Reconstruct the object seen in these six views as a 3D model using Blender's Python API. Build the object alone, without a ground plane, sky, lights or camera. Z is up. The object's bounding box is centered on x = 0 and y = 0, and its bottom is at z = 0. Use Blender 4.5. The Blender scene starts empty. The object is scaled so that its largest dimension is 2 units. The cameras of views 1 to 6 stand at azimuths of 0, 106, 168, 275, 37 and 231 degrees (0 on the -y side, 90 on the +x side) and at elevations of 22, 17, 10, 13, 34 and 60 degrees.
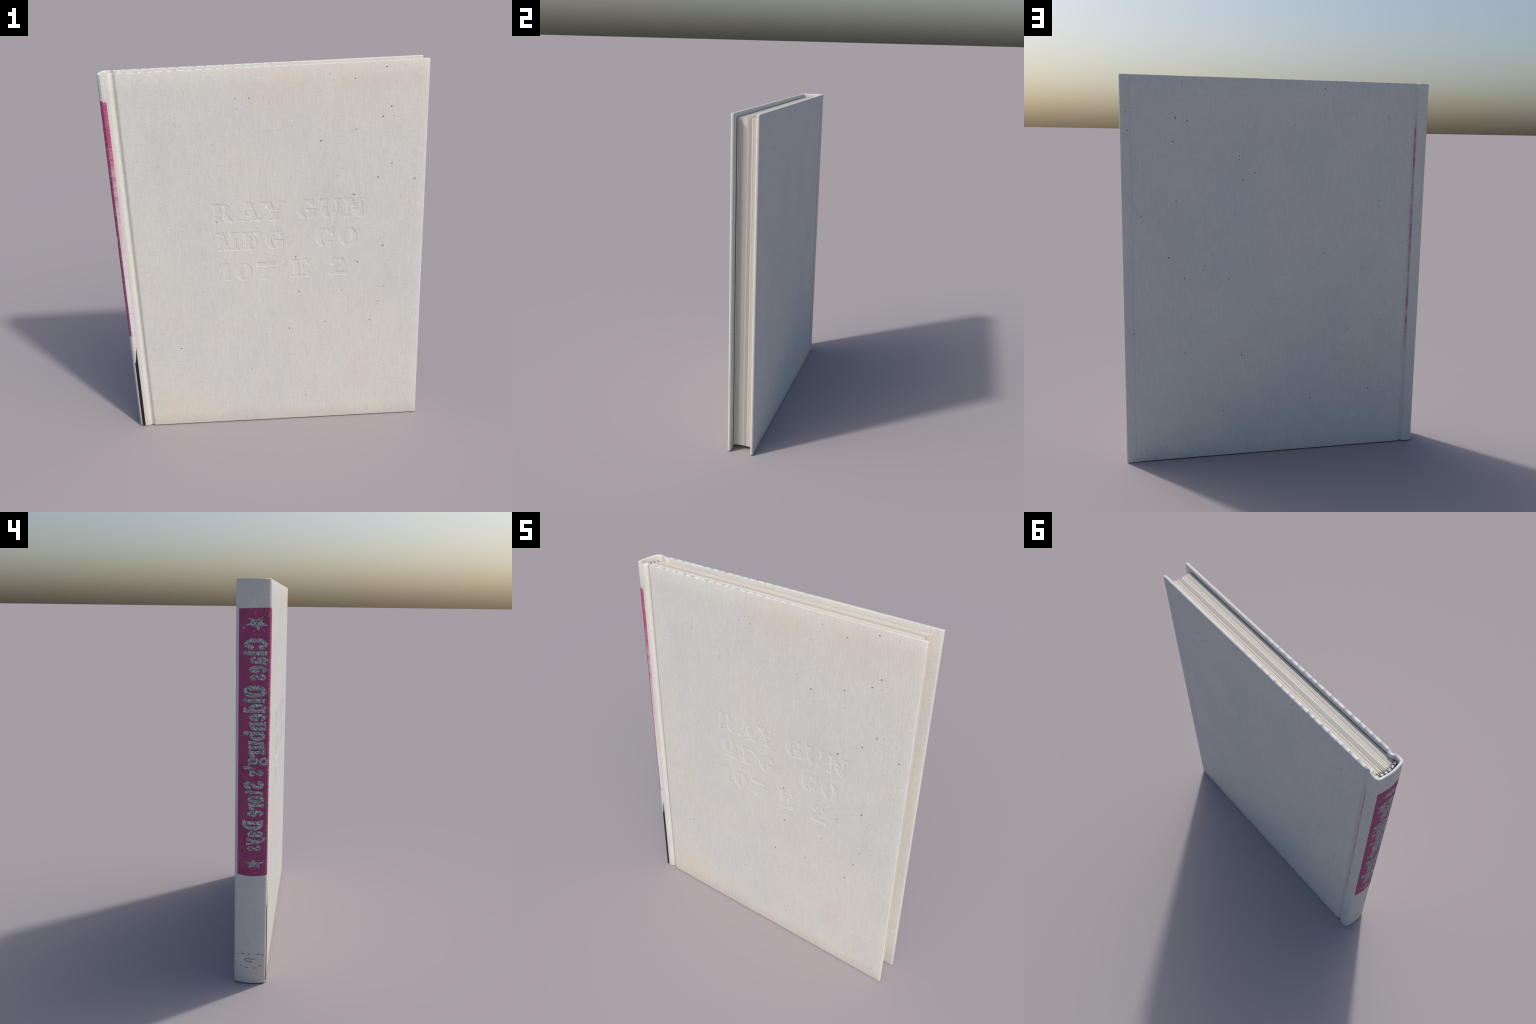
"""A tall cloth-bound hardcover book standing upright: case (front cover, back cover,
spine), text block of sewn signatures, headbands, stamped lettering on the front,
foil label with lettering on the spine."""
import bpy, bmesh, math, random
import numpy as np
from mathutils import Vector

rng = random.Random(7)
HEIGHT = 2.0
FORE_EDGE = 0.806
BOARD_Y = 0.0788
BOARD_THICK = 0.0175
SPINE_THICK = 0.0150

# ------------------------------------------------------------------ helpers
def new_object(name, mesh, parent, materials=()):
    ob = bpy.data.objects.new(name, mesh)
    bpy.context.scene.collection.objects.link(ob)
    ob.parent = parent
    for m in materials:
        if m.name not in [x.name for x in mesh.materials if x]:
            mesh.materials.append(m)
    return ob

def mesh_from(name, verts, faces, smooth=True):
    me = bpy.data.meshes.new(name)
    me.from_pydata([tuple(v) for v in verts], [], faces)
    me.update()
    if smooth:
        me.polygons.foreach_set("use_smooth", [True] * len(me.polygons))
    return me

def catmull(points, steps):
    P = [np.array(p, float) for p in points]
    P = [2 * P[0] - P[1]] + P + [2 * P[-1] - P[-2]]
    out = []
    for i in range(1, len(P) - 2):
        for k in range(steps):
            t = k / steps
            a, b, c, d = P[i - 1:i + 3]
            out.append(0.5 * (2 * b + (c - a) * t + (2 * a - 5 * b + 4 * c - d) * t * t
                              + (3 * b - a - 3 * c + d) * t ** 3))
    out.append(P[-2])
    return np.array(out)

# ------------------------------------------------------------------ node helpers
class Nodes:
    def __init__(self, name):
        self.mat = bpy.data.materials.new(name)
        self.mat.use_nodes = True
        self.t = self.mat.node_tree
        self.t.nodes.clear()
        self.out = self.t.nodes.new("ShaderNodeOutputMaterial")
        self.bsdf = self.t.nodes.new("ShaderNodeBsdfPrincipled")
        self.t.links.new(self.bsdf.outputs[0], self.out.inputs[0])
        self.coord = self.t.nodes.new("ShaderNodeTexCoord").outputs["Object"]
        sep = self.t.nodes.new("ShaderNodeSeparateXYZ")
        self.t.links.new(self.coord, sep.inputs[0])
        self.x, self.y, self.z = sep.outputs
    def _in(self, sock, v):
        if isinstance(v, bpy.types.NodeSocket):
            self.t.links.new(v, sock)
        elif v is not None:
            if sock.type == 'RGBA' and len(v) == 3:
                v = (*v, 1)
            sock.default_value = v
    def math(self, op, a, b=None, c=None, clamp=False):
        n = self.t.nodes.new("ShaderNodeMath"); n.operation = op; n.use_clamp = clamp
        for s, v in zip(n.inputs, (a, b, c)):
            self._in(s, v)
        return n.outputs[0]
    def mapping(self, scale=(1, 1, 1), rot=(0, 0, 0), loc=(0, 0, 0)):
        n = self.t.nodes.new("ShaderNodeMapping")
        self._in(n.inputs["Vector"], self.coord)
        n.inputs["Scale"].default_value = scale
        n.inputs["Rotation"].default_value = rot
        n.inputs["Location"].default_value = loc
        return n.outputs[0]
    def noise(self, vec, scale, detail=2, rough=0.5):
        n = self.t.nodes.new("ShaderNodeTexNoise")
        self._in(n.inputs["Vector"], vec)
        n.inputs["Scale"].default_value = scale
        n.inputs["Detail"].default_value = detail
        n.inputs["Roughness"].default_value = rough
        return n.outputs["Fac"]
    def voronoi(self, vec, scale, feature='F1'):
        n = self.t.nodes.new("ShaderNodeTexVoronoi"); n.feature = feature
        self._in(n.inputs["Vector"], vec)
        n.inputs["Scale"].default_value = scale
        return n.outputs
    def ramp(self, fac, stops, interp='LINEAR'):
        n = self.t.nodes.new("ShaderNodeValToRGB")
        n.color_ramp.interpolation = interp
        el = n.color_ramp.elements
        while len(el) < len(stops):
            el.new(0.5)
        for e, (p, c) in zip(el, stops):
            e.position = p
            e.color = (c, c, c, 1) if not hasattr(c, "__len__") else (*c, 1)
        self._in(n.inputs[0], fac)
        return n.outputs[0]
    def mix(self, fac, a, b, mode='MIX'):
        n = self.t.nodes.new("ShaderNodeMix"); n.data_type = 'RGBA'; n.blend_type = mode
        self._in(n.inputs[0], fac); self._in(n.inputs[6], a); self._in(n.inputs[7], b)
        return n.outputs[2]
    def window(self, v, lo, hi, soft):
        a = self.math('MULTIPLY', self.math('SUBTRACT', v, lo - soft / 2), 1 / soft, clamp=True)
        b = self.math('MULTIPLY', self.math('SUBTRACT', hi + soft / 2, v), 1 / soft, clamp=True)
        return self.math('MULTIPLY', a, b)
    def blob(self, cx, cz, rx, rz):
        dx = self.math('MULTIPLY', self.math('SUBTRACT', self.x, cx), 1 / rx)
        dz = self.math('MULTIPLY', self.math('SUBTRACT', self.z, cz), 1 / rz)
        r2 = self.math('ADD', self.math('MULTIPLY', dx, dx), self.math('MULTIPLY', dz, dz))
        return self.math('SUBTRACT', 1.0, r2, clamp=True)
    def finish(self, color, rough=0.9, bump=None, strength=0.2, distance=0.001, metallic=0.0, spec=0.2):
        self._in(self.bsdf.inputs["Base Color"], color)
        self._in(self.bsdf.inputs["Roughness"], rough)
        self._in(self.bsdf.inputs["Metallic"], metallic)
        self.bsdf.inputs["Specular IOR Level"].default_value = spec
        if bump is not None:
            b = self.t.nodes.new("ShaderNodeBump")
            b.inputs["Strength"].default_value = strength
            b.inputs["Distance"].default_value = distance
            self._in(b.inputs["Height"], bump)
            self.t.links.new(b.outputs[0], self.bsdf.inputs["Normal"])
        return self.mat

def srgb(r, g, b):
    f = lambda c: c / 12.92 if c <= 0.04045 else ((c + 0.055) / 1.055) ** 2.4
    return tuple(f(c / 255) for c in (r, g, b))

def weave(n):
    """Twill weave of the binding cloth: steep diagonal lines, thread grain."""
    ph = n.math('ADD', n.x, n.math('MULTIPLY', n.z, 0.36))
    ph = n.math('ADD', ph, n.math('MULTIPLY', n.y, 0.9))
    wob = n.noise(n.mapping((1, 1, 0.4)), 60, 2)
    ph = n.math('ADD', n.math('MULTIPLY', ph, 2 * math.pi / 0.0078), n.math('MULTIPLY', wob, 9.0))
    twill = n.math('MULTIPLY_ADD', n.math('SINE', ph), 0.5, 0.5)
    warp = n.noise(n.mapping((260, 260, 22)), 1.0, 2)
    weft = n.noise(n.mapping((24, 24, 300)), 1.0, 2)
    grain = n.noise(n.coord, 330, 2, 0.6)
    amount = n.noise(n.coord, 6, 2)
    h = n.math('MULTIPLY', twill, n.math('MULTIPLY', amount, 0.42))
    h = n.math('ADD', h, n.math('MULTIPLY', warp, 0.55))
    h = n.math('ADD', h, n.math('MULTIPLY', weft, 0.45))
    h = n.math('ADD', h, n.math('MULTIPLY', grain, 1.1))
    return h                                   # about 0.3 .. 2.0

CLOTH = srgb(211, 210, 205)

def cloth_colour(n):
    h = weave(n)
    tint = n.noise(n.mapping((1, 1, 0.8), loc=(3.1, 0.4, 1.7)), 1.9, 3, 0.55)
    base = n.ramp(tint, [(0.28, srgb(206, 208, 207)), (0.48, CLOTH), (0.60, srgb(212, 212, 203)),
                         (0.76, srgb(214, 208, 201))])
    mod = n.ramp(n.math('MULTIPLY', h, 0.45), [(0.25, 0.70), (0.75, 1.12)])
    col = n.mix(1.0, base, mod, 'MULTIPLY')
    cloudy = n.noise(n.mapping((1, 1, 1), loc=(8, 2, 5)), 5.5, 3, 0.6)
    # faint handling stains: warm patch high on the covers, yellowing low near the hinge
    stain = n.math('MAXIMUM', n.blob(0.35, 1.93, 0.55, 0.24), n.blob(-0.55, 0.05, 0.5, 0.16))
    stain = n.math('MAXIMUM', stain, n.math('MULTIPLY', n.blob(0.2, 0.0, 0.7, 0.12), 0.8))
    stain = n.math('MULTIPLY', stain, n.math('LESS_THAN', n.y, 0.03))
    stain = n.math('MULTIPLY', stain, n.ramp(cloudy, [(0.3, 0.0), (0.65, 1.0)]))
    col = n.mix(n.math('MULTIPLY', stain, 0.42), col, srgb(212, 196, 178))
    # tiny dust-grey slubs
    v = n.voronoi(n.mapping((1, 1, 0.7)), 26)
    pick = n.math('GREATER_THAN', n.math('MULTIPLY', v["Color"], 1.0), 0.55)
    dot = n.math('MULTIPLY', n.math('LESS_THAN', v["Distance"], 0.055), pick)
    col = n.mix(n.math('MULTIPLY', dot, 0.5), col, srgb(120, 112, 104))
    return col, h

def make_cloth():
    n = Nodes("linen_cloth")
    col, h = cloth_colour(n)
    return n.finish(col, 0.92, h, 0.35, 0.0012, spec=0.15)

def make_spine_cloth():
    n = Nodes("spine_cloth")
    col, h = cloth_colour(n)
    # thin trace of the label's colour rubbed into the rear hinge groove
    line = n.math('MULTIPLY', n.window(n.x, -0.7350, -0.7275, 0.004), n.math('GREATER_THAN', n.y, 0.03))
    line = n.math('MULTIPLY', line, n.window(n.z, 0.60, 1.80, 0.12))
    patch = n.ramp(n.noise(n.mapping((1, 1, 9)), 1.0, 4, 0.7), [(0.33, 0.1), (0.62, 1.0)])
    col = n.mix(n.math('MULTIPLY', line, n.math('MULTIPLY', patch, 0.9)), col, srgb(158, 62, 108))
    return n.finish(col, 0.92, h, 0.35, 0.0012, spec=0.15)

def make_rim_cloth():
    """Head edge cloth: uneven facet shading painted as white and grey dashes near the spine."""
    n = Nodes("painted_facet_shading_cloth")
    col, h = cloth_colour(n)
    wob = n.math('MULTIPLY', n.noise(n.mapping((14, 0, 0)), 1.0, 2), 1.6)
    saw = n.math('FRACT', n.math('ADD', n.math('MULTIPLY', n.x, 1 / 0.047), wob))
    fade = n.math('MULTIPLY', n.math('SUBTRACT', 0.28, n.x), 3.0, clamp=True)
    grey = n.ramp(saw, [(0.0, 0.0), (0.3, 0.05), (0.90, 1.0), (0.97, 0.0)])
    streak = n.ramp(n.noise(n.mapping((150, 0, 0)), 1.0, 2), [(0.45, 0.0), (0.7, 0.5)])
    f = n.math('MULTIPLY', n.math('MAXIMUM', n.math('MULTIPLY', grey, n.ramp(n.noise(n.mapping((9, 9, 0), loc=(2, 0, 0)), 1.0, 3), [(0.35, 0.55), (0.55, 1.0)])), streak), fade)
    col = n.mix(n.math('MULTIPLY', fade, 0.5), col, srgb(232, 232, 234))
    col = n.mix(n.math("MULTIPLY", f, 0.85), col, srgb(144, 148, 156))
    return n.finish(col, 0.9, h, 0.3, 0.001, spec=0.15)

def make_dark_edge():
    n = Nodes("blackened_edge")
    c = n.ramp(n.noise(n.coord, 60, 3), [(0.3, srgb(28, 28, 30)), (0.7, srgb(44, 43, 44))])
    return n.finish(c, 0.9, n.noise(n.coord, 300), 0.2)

def make_lavender():
    """Pale rubbed strip beside the label, pink streaks strongest near the head."""
    n = Nodes("rubbed_pink_strip")
    streak = n.noise(n.mapping((2, 2, 70)), 1.0, 4, 0.7)
    broad = n.noise(n.mapping((0, 0, 5)), 1.0, 2)
    up = n.math('MULTIPLY', n.math('SUBTRACT', n.z, 0.85), 1.1, clamp=True)
    inlabel = n.window(n.z, 0.585, 1.868, 0.01)
    amt = n.math('ADD', n.math('MULTIPLY', up, 1.15), n.math('MULTIPLY_ADD', broad, 0.7, -0.42))
    amt = n.math('ADD', amt, n.math('MULTIPLY_ADD', streak, 1.6, -0.85), clamp=True)
    amt = n.math('MULTIPLY', amt, inlabel)
    base = n.ramp(streak, [(0.35, srgb(206, 202, 202)), (0.65, srgb(232, 228, 228))])
    col = n.mix(n.math('MULTIPLY', amt, 0.95), base, srgb(178, 70, 118))
    return n.finish(col, 0.85, streak, 0.2)

def make_magenta():
    n = Nodes("magenta_foil")
    m = n.noise(n.coord, 14, 4, 0.6)
    col = n.ramp(m, [(0.3, srgb(146, 60, 104)), (0.7, srgb(162, 74, 118))])
    # scuffs: pale flecks, denser toward head and tail of the label
    ends = n.math('ADD', n.window(n.z, 1.70, 1.88, 0.08), n.window(n.z, 0.55, 0.70, 0.08), clamp=True)
    fl = n.noise(n.mapping((1, 1, 1.6)), 62, 3, 0.62)
    thr = n.math('SUBTRACT', fl, n.math('MULTIPLY_ADD', ends, -0.09, 0.69))
    scuff = n.math('MULTIPLY', thr, 9.0, clamp=True)
    edge = n.window(n.y, -0.090, -0.0715, 0.004)
    scratch = n.ramp(n.noise(n.mapping((3, 3, 160)), 1.0, 2), [(0.45, 0.0), (0.65, 1.0)])
    scuff = n.math('MAXIMUM', scuff, n.math('MULTIPLY', edge, n.math('MULTIPLY', scratch, 0.4)))
    col = n.mix(n.math('MULTIPLY', scuff, 0.6), col, srgb(222, 170, 190))
    h = weave(n)
    return n.finish(col, 0.65, h, 0.25, 0.001, spec=0.3)

def make_silver():
    n = Nodes("worn_silver_foil")
    a = n.noise(n.mapping((1, 1, 1), rot=(0.7, 0, 0)), 165, 2, 0.6)
    b = n.noise(n.mapping((90, 90, 240), rot=(0.7, 0, 0)), 1.0, 2)
    m = n.math('ADD', n.math('MULTIPLY', a, 0.6), n.math('MULTIPLY', b, 0.4))
    col = n.ramp(m, [(0.38, srgb(84, 88, 90)), (0.5, srgb(142, 148, 148)), (0.62, srgb(226, 232, 224))])
    return n.finish(col, 0.6, m, 0.3, 0.001, metallic=0.15, spec=0.4)

def make_paper():
    n = Nodes("page_edges")
    k = n.noise(n.mapping((0.03, 250, 0.03)), 1.0, 3, 0.65)
    hue = n.noise(n.mapping((0.02, 75, 0.02), loc=(0, 4, 0)), 1.0, 3, 0.6)
    col = n.ramp(hue, [(0.30, srgb(204, 210, 216)), (0.42, srgb(224, 226, 220)), (0.52, srgb(238, 232, 220)),
                       (0.64, srgb(238, 222, 202)), (0.75, srgb(222, 214, 218))])
    dark = n.ramp(k, [(0.38, 0.42), (0.47, 0.92), (0.65, 1.05)])
    col = n.mix(1.0, col, dark, 'MULTIPLY')
    band = n.noise(n.mapping((0.02, 32, 0.02), loc=(0, 9, 0)), 1.0, 2)
    col = n.mix(n.ramp(band, [(0.42, 0.0), (0.62, 0.55)]), col, srgb(176, 170, 166))
    return n.finish(col, 0.9, k, 0.3, 0.0006, spec=0.15)

def make_plain(name, c, rough=0.85, vary=0.1):
    n = Nodes(name)
    f = n.ramp(n.noise(n.coord, 220, 2), [(0.3, 1 - vary), (0.7, 1 + vary)])
    return n.finish(n.mix(1.0, c, f, 'MULTIPLY'), rough, n.noise(n.coord, 400), 0.3)

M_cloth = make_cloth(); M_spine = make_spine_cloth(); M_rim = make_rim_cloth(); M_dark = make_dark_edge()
M_lav = make_lavender(); M_mag = make_magenta(); M_silver = make_silver(); M_paper = make_paper()
M_blue = make_plain("blue_thread", srgb(84, 98, 142)); M_cream = make_plain("cream_thread", srgb(212, 200, 178))  # cream darkened for the shadow between pages and headband
M_glue = make_plain("spine_lining", srgb(186, 176, 160))
M_speck = make_plain("brown_fibre", srgb(138, 116, 98), vary=0.3)
M_speck2 = make_plain("grey_fibre", srgb(164, 152, 140), vary=0.3)
M_ink = make_plain("grey_ink", srgb(112, 114, 122), vary=0.25)

# ------------------------------------------------------------------ glyph shapes (signed distance, metres)
def rect(x0, y0, x1, y1):
    def f(X, Y):
        dx = np.abs(X - (x0 + x1) / 2) - abs(x1 - x0) / 2
        dy = np.abs(Y - (y0 + y1) / 2) - abs(y1 - y0) / 2
        return np.hypot(np.maximum(dx, 0), np.maximum(dy, 0)) + np.minimum(np.maximum(dx, dy), 0)
    return f
def bar(a, b, w, w2=None, flat=True):
    """Straight stroke of width w (w2 at the end); flat or round caps."""
    w2 = w if w2 is None else w2
    a, b = np.array(a, float), np.array(b, float)
    L = np.linalg.norm(b - a); d = (b - a) / L
    def f(X, Y):
        u = (X - a[0]) * d[0] + (Y - a[1]) * d[1]
        v = np.abs(-(X - a[0]) * d[1] + (Y - a[1]) * d[0])
        if flat:
            t = np.clip(u / L, 0, 1)
            dx = np.abs(u - L / 2) - L / 2; dy = v - (w + (w2 - w) * t) / 2
            return np.hypot(np.maximum(dx, 0), np.maximum(dy, 0)) + np.minimum(np.maximum(dx, dy), 0)
        t = np.clip(u / L, 0, 1)
        return np.hypot(u - t * L, v) - (w + (w2 - w) * t) / 2
    return f
def stroke(pts, w, w2=None):
    """Smooth round-capped stroke through control points, width changing from w to w2."""
    w2 = w if w2 is None else w2
    P = catmull(pts, 6) if len(pts) > 2 else np.array(pts, float)
    n = len(P) - 1
    parts = [bar(P[i], P[i + 1], w + (w2 - w) * i / n, w + (w2 - w) * (i + 1) / n, flat=False) for i in range(n)
             if np.linalg.norm(P[i + 1] - P[i]) > 1e-7]
    return union(*parts)
def oval(cx, cy, rx, ry):
    def f(X, Y):
        px, py = (X - cx) / rx, (Y - cy) / ry
        k1 = np.hypot(px, py); k2 = np.hypot(px / rx, py / ry) + 1e-9
        return k1 * (k1 - 1) / k2 - np.where(k1 < 1e-6, min(rx, ry), 0)
    return f
def ring(cx, cy, rx, ry, wx, wy):
    return minus(oval(cx, cy, rx, ry), oval(cx, cy, rx - wx, ry - wy))
def union(*fs):
    def f(X, Y):
        r = fs[0](X, Y)
        for g in fs[1:]:
            r = np.minimum(r, g(X, Y))
        return r
    return f
def minus(a, *bs):
    def f(X, Y):
        r = a(X, Y)
        for g in bs:
            r = np.maximum(r, -g(X, Y))
        return r
    return f
def inter(a, b):
    return lambda X, Y: np.maximum(a(X, Y), b(X, Y))
def polygon(pts):
    P = np.array(pts, float)
    def f(X, Y):
        d = np.full(X.shape, 1e9); inside = np.zeros(X.shape, bool)
        for i in range(len(P)):
            a, b = P[i], P[(i + 1) % len(P)]
            e = b - a
            t = np.clip(((X - a[0]) * e[0] + (Y - a[1]) * e[1]) / (e @ e), 0, 1)
            d = np.minimum(d, np.hypot(X - a[0] - t * e[0], Y - a[1] - t * e[1]))
            c = ((a[1] > Y) != (b[1] > Y)) & (X < (b[0] - a[0]) * (Y - a[1]) / (b[1] - a[1] + 1e-12) + a[0])
            inside ^= c
        return np.where(inside, -d, d)
    return f

# --- stencil slab-serif capitals and figures: f(w, h) in a box of that size
S = 0.0135      # serif / thin stroke
T = 0.030       # stem
GAP = 0.0075    # stencil bridge
def g_R(w, h):
    bowl = ring(w * .42, h * .72, w * .45, h * .28, T * .95, S)
    bowl = inter(bowl, rect(w * .42, 0, w, h))
    leg = bar((w * .58, h * .44), (w * .86, 0.0), T * .9)
    return minus(union(rect(w * .12, 0, w * .12 + T, h), rect(0, h - S, w * .55, h), rect(w * .06, 0, w * .48, S),
                 rect(w * .3, h * .43, w * .45, h * .43 + S), bowl, inter(leg, rect(0, 0, w, h)), rect(w * .74, 0, w, S)),
                 rect(w * .47, h * .3, w * .47 + GAP, h * 1.1))
def g_A(w, h):
    body = union(bar((w * .46, h), (w * .15, 0), S), bar((w * .46, h * 1.02), (w * .80, -.01), T),
                 rect(w * .22, h * .26, w * .68, h * .26 + S), rect(0, 0, w * .28, S), rect(w * .54, 0, w, S))
    return minus(inter(body, rect(0, 0, w, h)), bar((w * .5, h * .62), (w * .7, h * .62), GAP))
def g_Y(w, h):
    body = union(bar((w * .2, h), (w * .52, h * .45), T), bar((w * .86, h), (w * .58, h * .45), S),
                 rect(w * .42, 0, w * .42 + T, h * .5), rect(0, h - S, w * .43, h), rect(w * .74, h - S, w, h),
                 rect(w * .3, 0, w * .7, S))
    return minus(inter(body, rect(0, 0, w, h)), rect(w * .3, h * .44, w * .8, h * .44 + GAP))
def g_G(w, h):
    body = minus(ring(w * .5, h * .5, w * .5, h * .5, T, S), rect(w * .6, h * .38, w * 1.1, h * .74))
    return minus(union(body, rect(w * .74, h * .66, w * .74 + S, h), rect(w * .5, h * .38, w, h * .38 + S),
                 rect(w * .68, h * .06, w * .68 + T * .9, h * .44)), rect(w * .5, h * .8, w * .5 + GAP, h * 1.1),
                 rect(w * .5, -.1, w * .5 + GAP, h * .2))
def g_U(w, h):
    bowl = inter(ring(w * .5, h * .36, w * .40, h * .36, T, S), rect(0, -.01, w, h * .36))
    return minus(union(rect(w * .10, h * .34, w * .10 + T, h), rect(w * .9 - S, h * .34, w * .9, h), bowl,
                       rect(0, h - S, w * .42, h), rect(w * .70, h - S, w, h)), rect(w * .5, -.1, w * .5 + GAP, h * .3))
def g_N(w, h):
    body = union(rect(w * .14, 0, w * .14 + S, h), rect(w * .86 - S, 0, w * .86, h), bar((w * .16, h), (w * .82, 0), T),
                 rect(0, 0, w * .28, S), rect(0, h - S, w * .4, h), rect(w * .7, h - S, w, h))
    return minus(inter(body, rect(0, 0, w, h)), bar((w * .3, h * .5), (w * .7, h * .5), GAP))
def g_M(w, h):
    body = union(rect(w * .12, 0, w * .12 + S, h), bar((w * .2, h), (w * .46, 0), T * .9), bar((w * .74, h), (w * .48, 0), S),
                 rect(w * .64, 0, w * .64 + T, h), rect(0, h - S, w * .3, h), rect(w * .62, h - S, w, h),
                 rect(w * .02, 0, w * .28, S), rect(w * .58, 0, w, S))
    return inter(body, rect(0, 0, w, h))
def g_F(w, h):
    return minus(union(rect(w * .12, 0, w * .12 + T, h), rect(0, h - S, w, h), rect(w * .97 - S, h * .7, w * .97, h),
                 rect(w * .3, h * .46, w * .72, h * .46 + S), rect(w * .72 - S, h * .34, w * .72, h * .68), rect(0, 0, w * .52, S)),
                 rect(w * .52, h * .3, w * .52 + GAP, h * 1.1))
def g_C(w, h):
    body = minus(ring(w * .5, h * .5, w * .5, h * .5, T, S), rect(w * .62, h * .32, w * 1.1, h * .66))
    return minus(union(body, rect(w * .84, h * .62, w * .84 + S, h)), rect(w * .46, h * .8, w * .46 + GAP, h * 1.1),
                 rect(w * .46, -.1, w * .46 + GAP, h * .2))
def g_O(w, h):
    return minus(ring(w * .5, h * .5, w * .5, h * .5, T, S), rect(w * .46, -.1, w * .46 + GAP, h * 1.1))
def g_1(w, h):
    return union(rect(w * .36, 0, w, h), inter(bar((w * -.1, h * .62), (w * .6, h * 1.02), T * .8), rect(0, 0, w, h)))
def g_0(w, h):
    return minus(ring(w * .5, h * .5, w * .5, h * .5, T * 1.05, S), rect(w * .44, -.1, w * .44 + GAP, h * 1.1))
def g_7(w, h):
    leg = stroke([(w * .86, h * .72), (w * .62, h * .42), (w * .42, h * .18), (w * .30, -.03)], T, T * 1.05)
    return union(rect(0, h * .76, w, h), inter(leg, rect(0, 0, w, h * .68)))
def g_E(w, h):
    return minus(union(rect(w * .14, 0, w * .14 + T, h), rect(0, h - S, w * .96, h), rect(0, 0, w, S),
                 rect(w * .96 - S, h * .72, w * .96, h), rect(w - S, 0, w, h * .3),
                 rect(w * .4, h * .46, w * .7, h * .46 + S), rect(w * .7 - S, h * .34, w * .7, h * .7)),
                 rect(w * .52, -.1, w * .52 + GAP, h * 1.1))
def g_2(w, h):
    top = stroke([(w * .13, h * .74), (w * .26, h * .88), (w * .52, h * .91), (w * .80, h * .76), (w * .72, h * .54), (w * .38, h * .36), (w * .16, h * .16)], S * 1.5, T * .8)
    return minus(union(top, oval(w * .17, h * .72, w * .17, h * .12), rect(0, 0, w, h * .2)), rect(w * .5, h * .7, w * .5 + GAP, h * 1.1))

STAMP = [  # glyph, left, right, bottom, top on the front cover (x, z)
    (g_R, -.294, -.185, 1.221, 1.323), (g_A, -.160, -.042, 1.222, 1.325), (g_Y, -.035, .082, 1.220, 1.323),
    (g_G, .146, .243, 1.222, 1.326), (g_U, .262, .372, 1.221, 1.323), (g_N, .390, .501, 1.218, 1.321),
    (g_M, -.279, -.164, 1.065, 1.166), (g_F, -.139, -.044, 1.063, 1.163), (g_G, -.020, .074, 1.062, 1.163),
    (g_C, .243, .338, 1.060, 1.165), (g_O, .365, .459, 1.060, 1.163),
    (g_1, -.268, -.220, .893, .992), (g_0, -.190, -.100, .891, .992), (g_7, -.075, .019, .892, .990),
    (g_E, .106, .205, .894, .997), (g_2, .311, .405, .896, .994)]
STAMP_DEPTH = 0.0013

def stamp_depth(X, Z):
    out = np.zeros(X.shape)
    for g, x0, x1, z0, z1 in STAMP:
        m = (X > x0 - .006) & (X < x1 + .006) & (Z > z0 - .006) & (Z < z1 + .006)
        if m.any():
            d = g(x1 - x0, z1 - z0)(X[m] - x0, Z[m] - z0)
            t = np.clip((0.0011 - d) / 0.0022, 0, 1)
            out[m] = np.maximum(out[m], STAMP_DEPTH * t * t * (3 - 2 * t))
    return out

# ------------------------------------------------------------------ the case (cloth over boards)
SHOULDER = [(-.696, .0788), (-.703, .0787), (-.7095, .0776), (-.7155, .0742), (-.7215, .0702), (-.728, .0688),
            (-.7335, .0712), (-.740, .0782), (-.750, .0813), (-.763, .0818), (-.775, .0812), (-.786, .0778),
            (-.7940, .0700), (-.7995, .0520), (-.8035, .0280), (-.806, 0.0)]
half = catmull(SHOULDER, 4)
spine_outer = np.vstack([half * [1, -1], half[::-1][1:]])                # front hinge -> spine -> rear hinge
SPLIT_X = -.7215                                                          # covers end in the groove

def front_lines():
    xs = list(np.linspace(FORE_EDGE - .006, .52, 8)) + list(np.arange(.5185, -.31, -.0016)) + list(np.linspace(-.315, -.69, 9))
    return xs
def back_lines():
    fine = [.758, .756, .7545, .753, .7515, .750, .748, .744]
    return sorted(list(np.linspace(-.69, .735, 24)) + fine + list(np.linspace(.765, FORE_EDGE - .006, 4)))

columns = []            # (outer xy, thickness, cap angle)
CAP = [math.radians(a) for a in (90, 72, 54, 36, 18)]
for a in CAP:
    columns.append(((FORE_EDGE - .006 + .006 * math.sin(a), -BOARD_Y), BOARD_THICK, a))
for x in front_lines():
    columns.append(((x, -BOARD_Y), BOARD_THICK, 0))
for p in spine_outer:
    t = np.clip((p[0] + .735) / .03, 0, 1)
    columns.append((tuple(p), SPINE_THICK + (BOARD_THICK - SPINE_THICK) * t, 0))
for x in back_lines():
    y = BOARD_Y
    if x > .744:            # turned-in cloth shows as a faint step near the fore edge
        y -= .0022 * math.exp(-((x - .7535) / .0024) ** 2)
    columns.append(((x, y), BOARD_THICK, 0))
for a in CAP[::-1]:
    columns.append(((FORE_EDGE - .006 + .006 * math.sin(a), BOARD_Y), BOARD_THICK, a))

out_xy = np.array([c[0] for c in columns]); thick = np.array([c[1] for c in columns]); cap = np.array([c[2] for c in columns])
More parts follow.
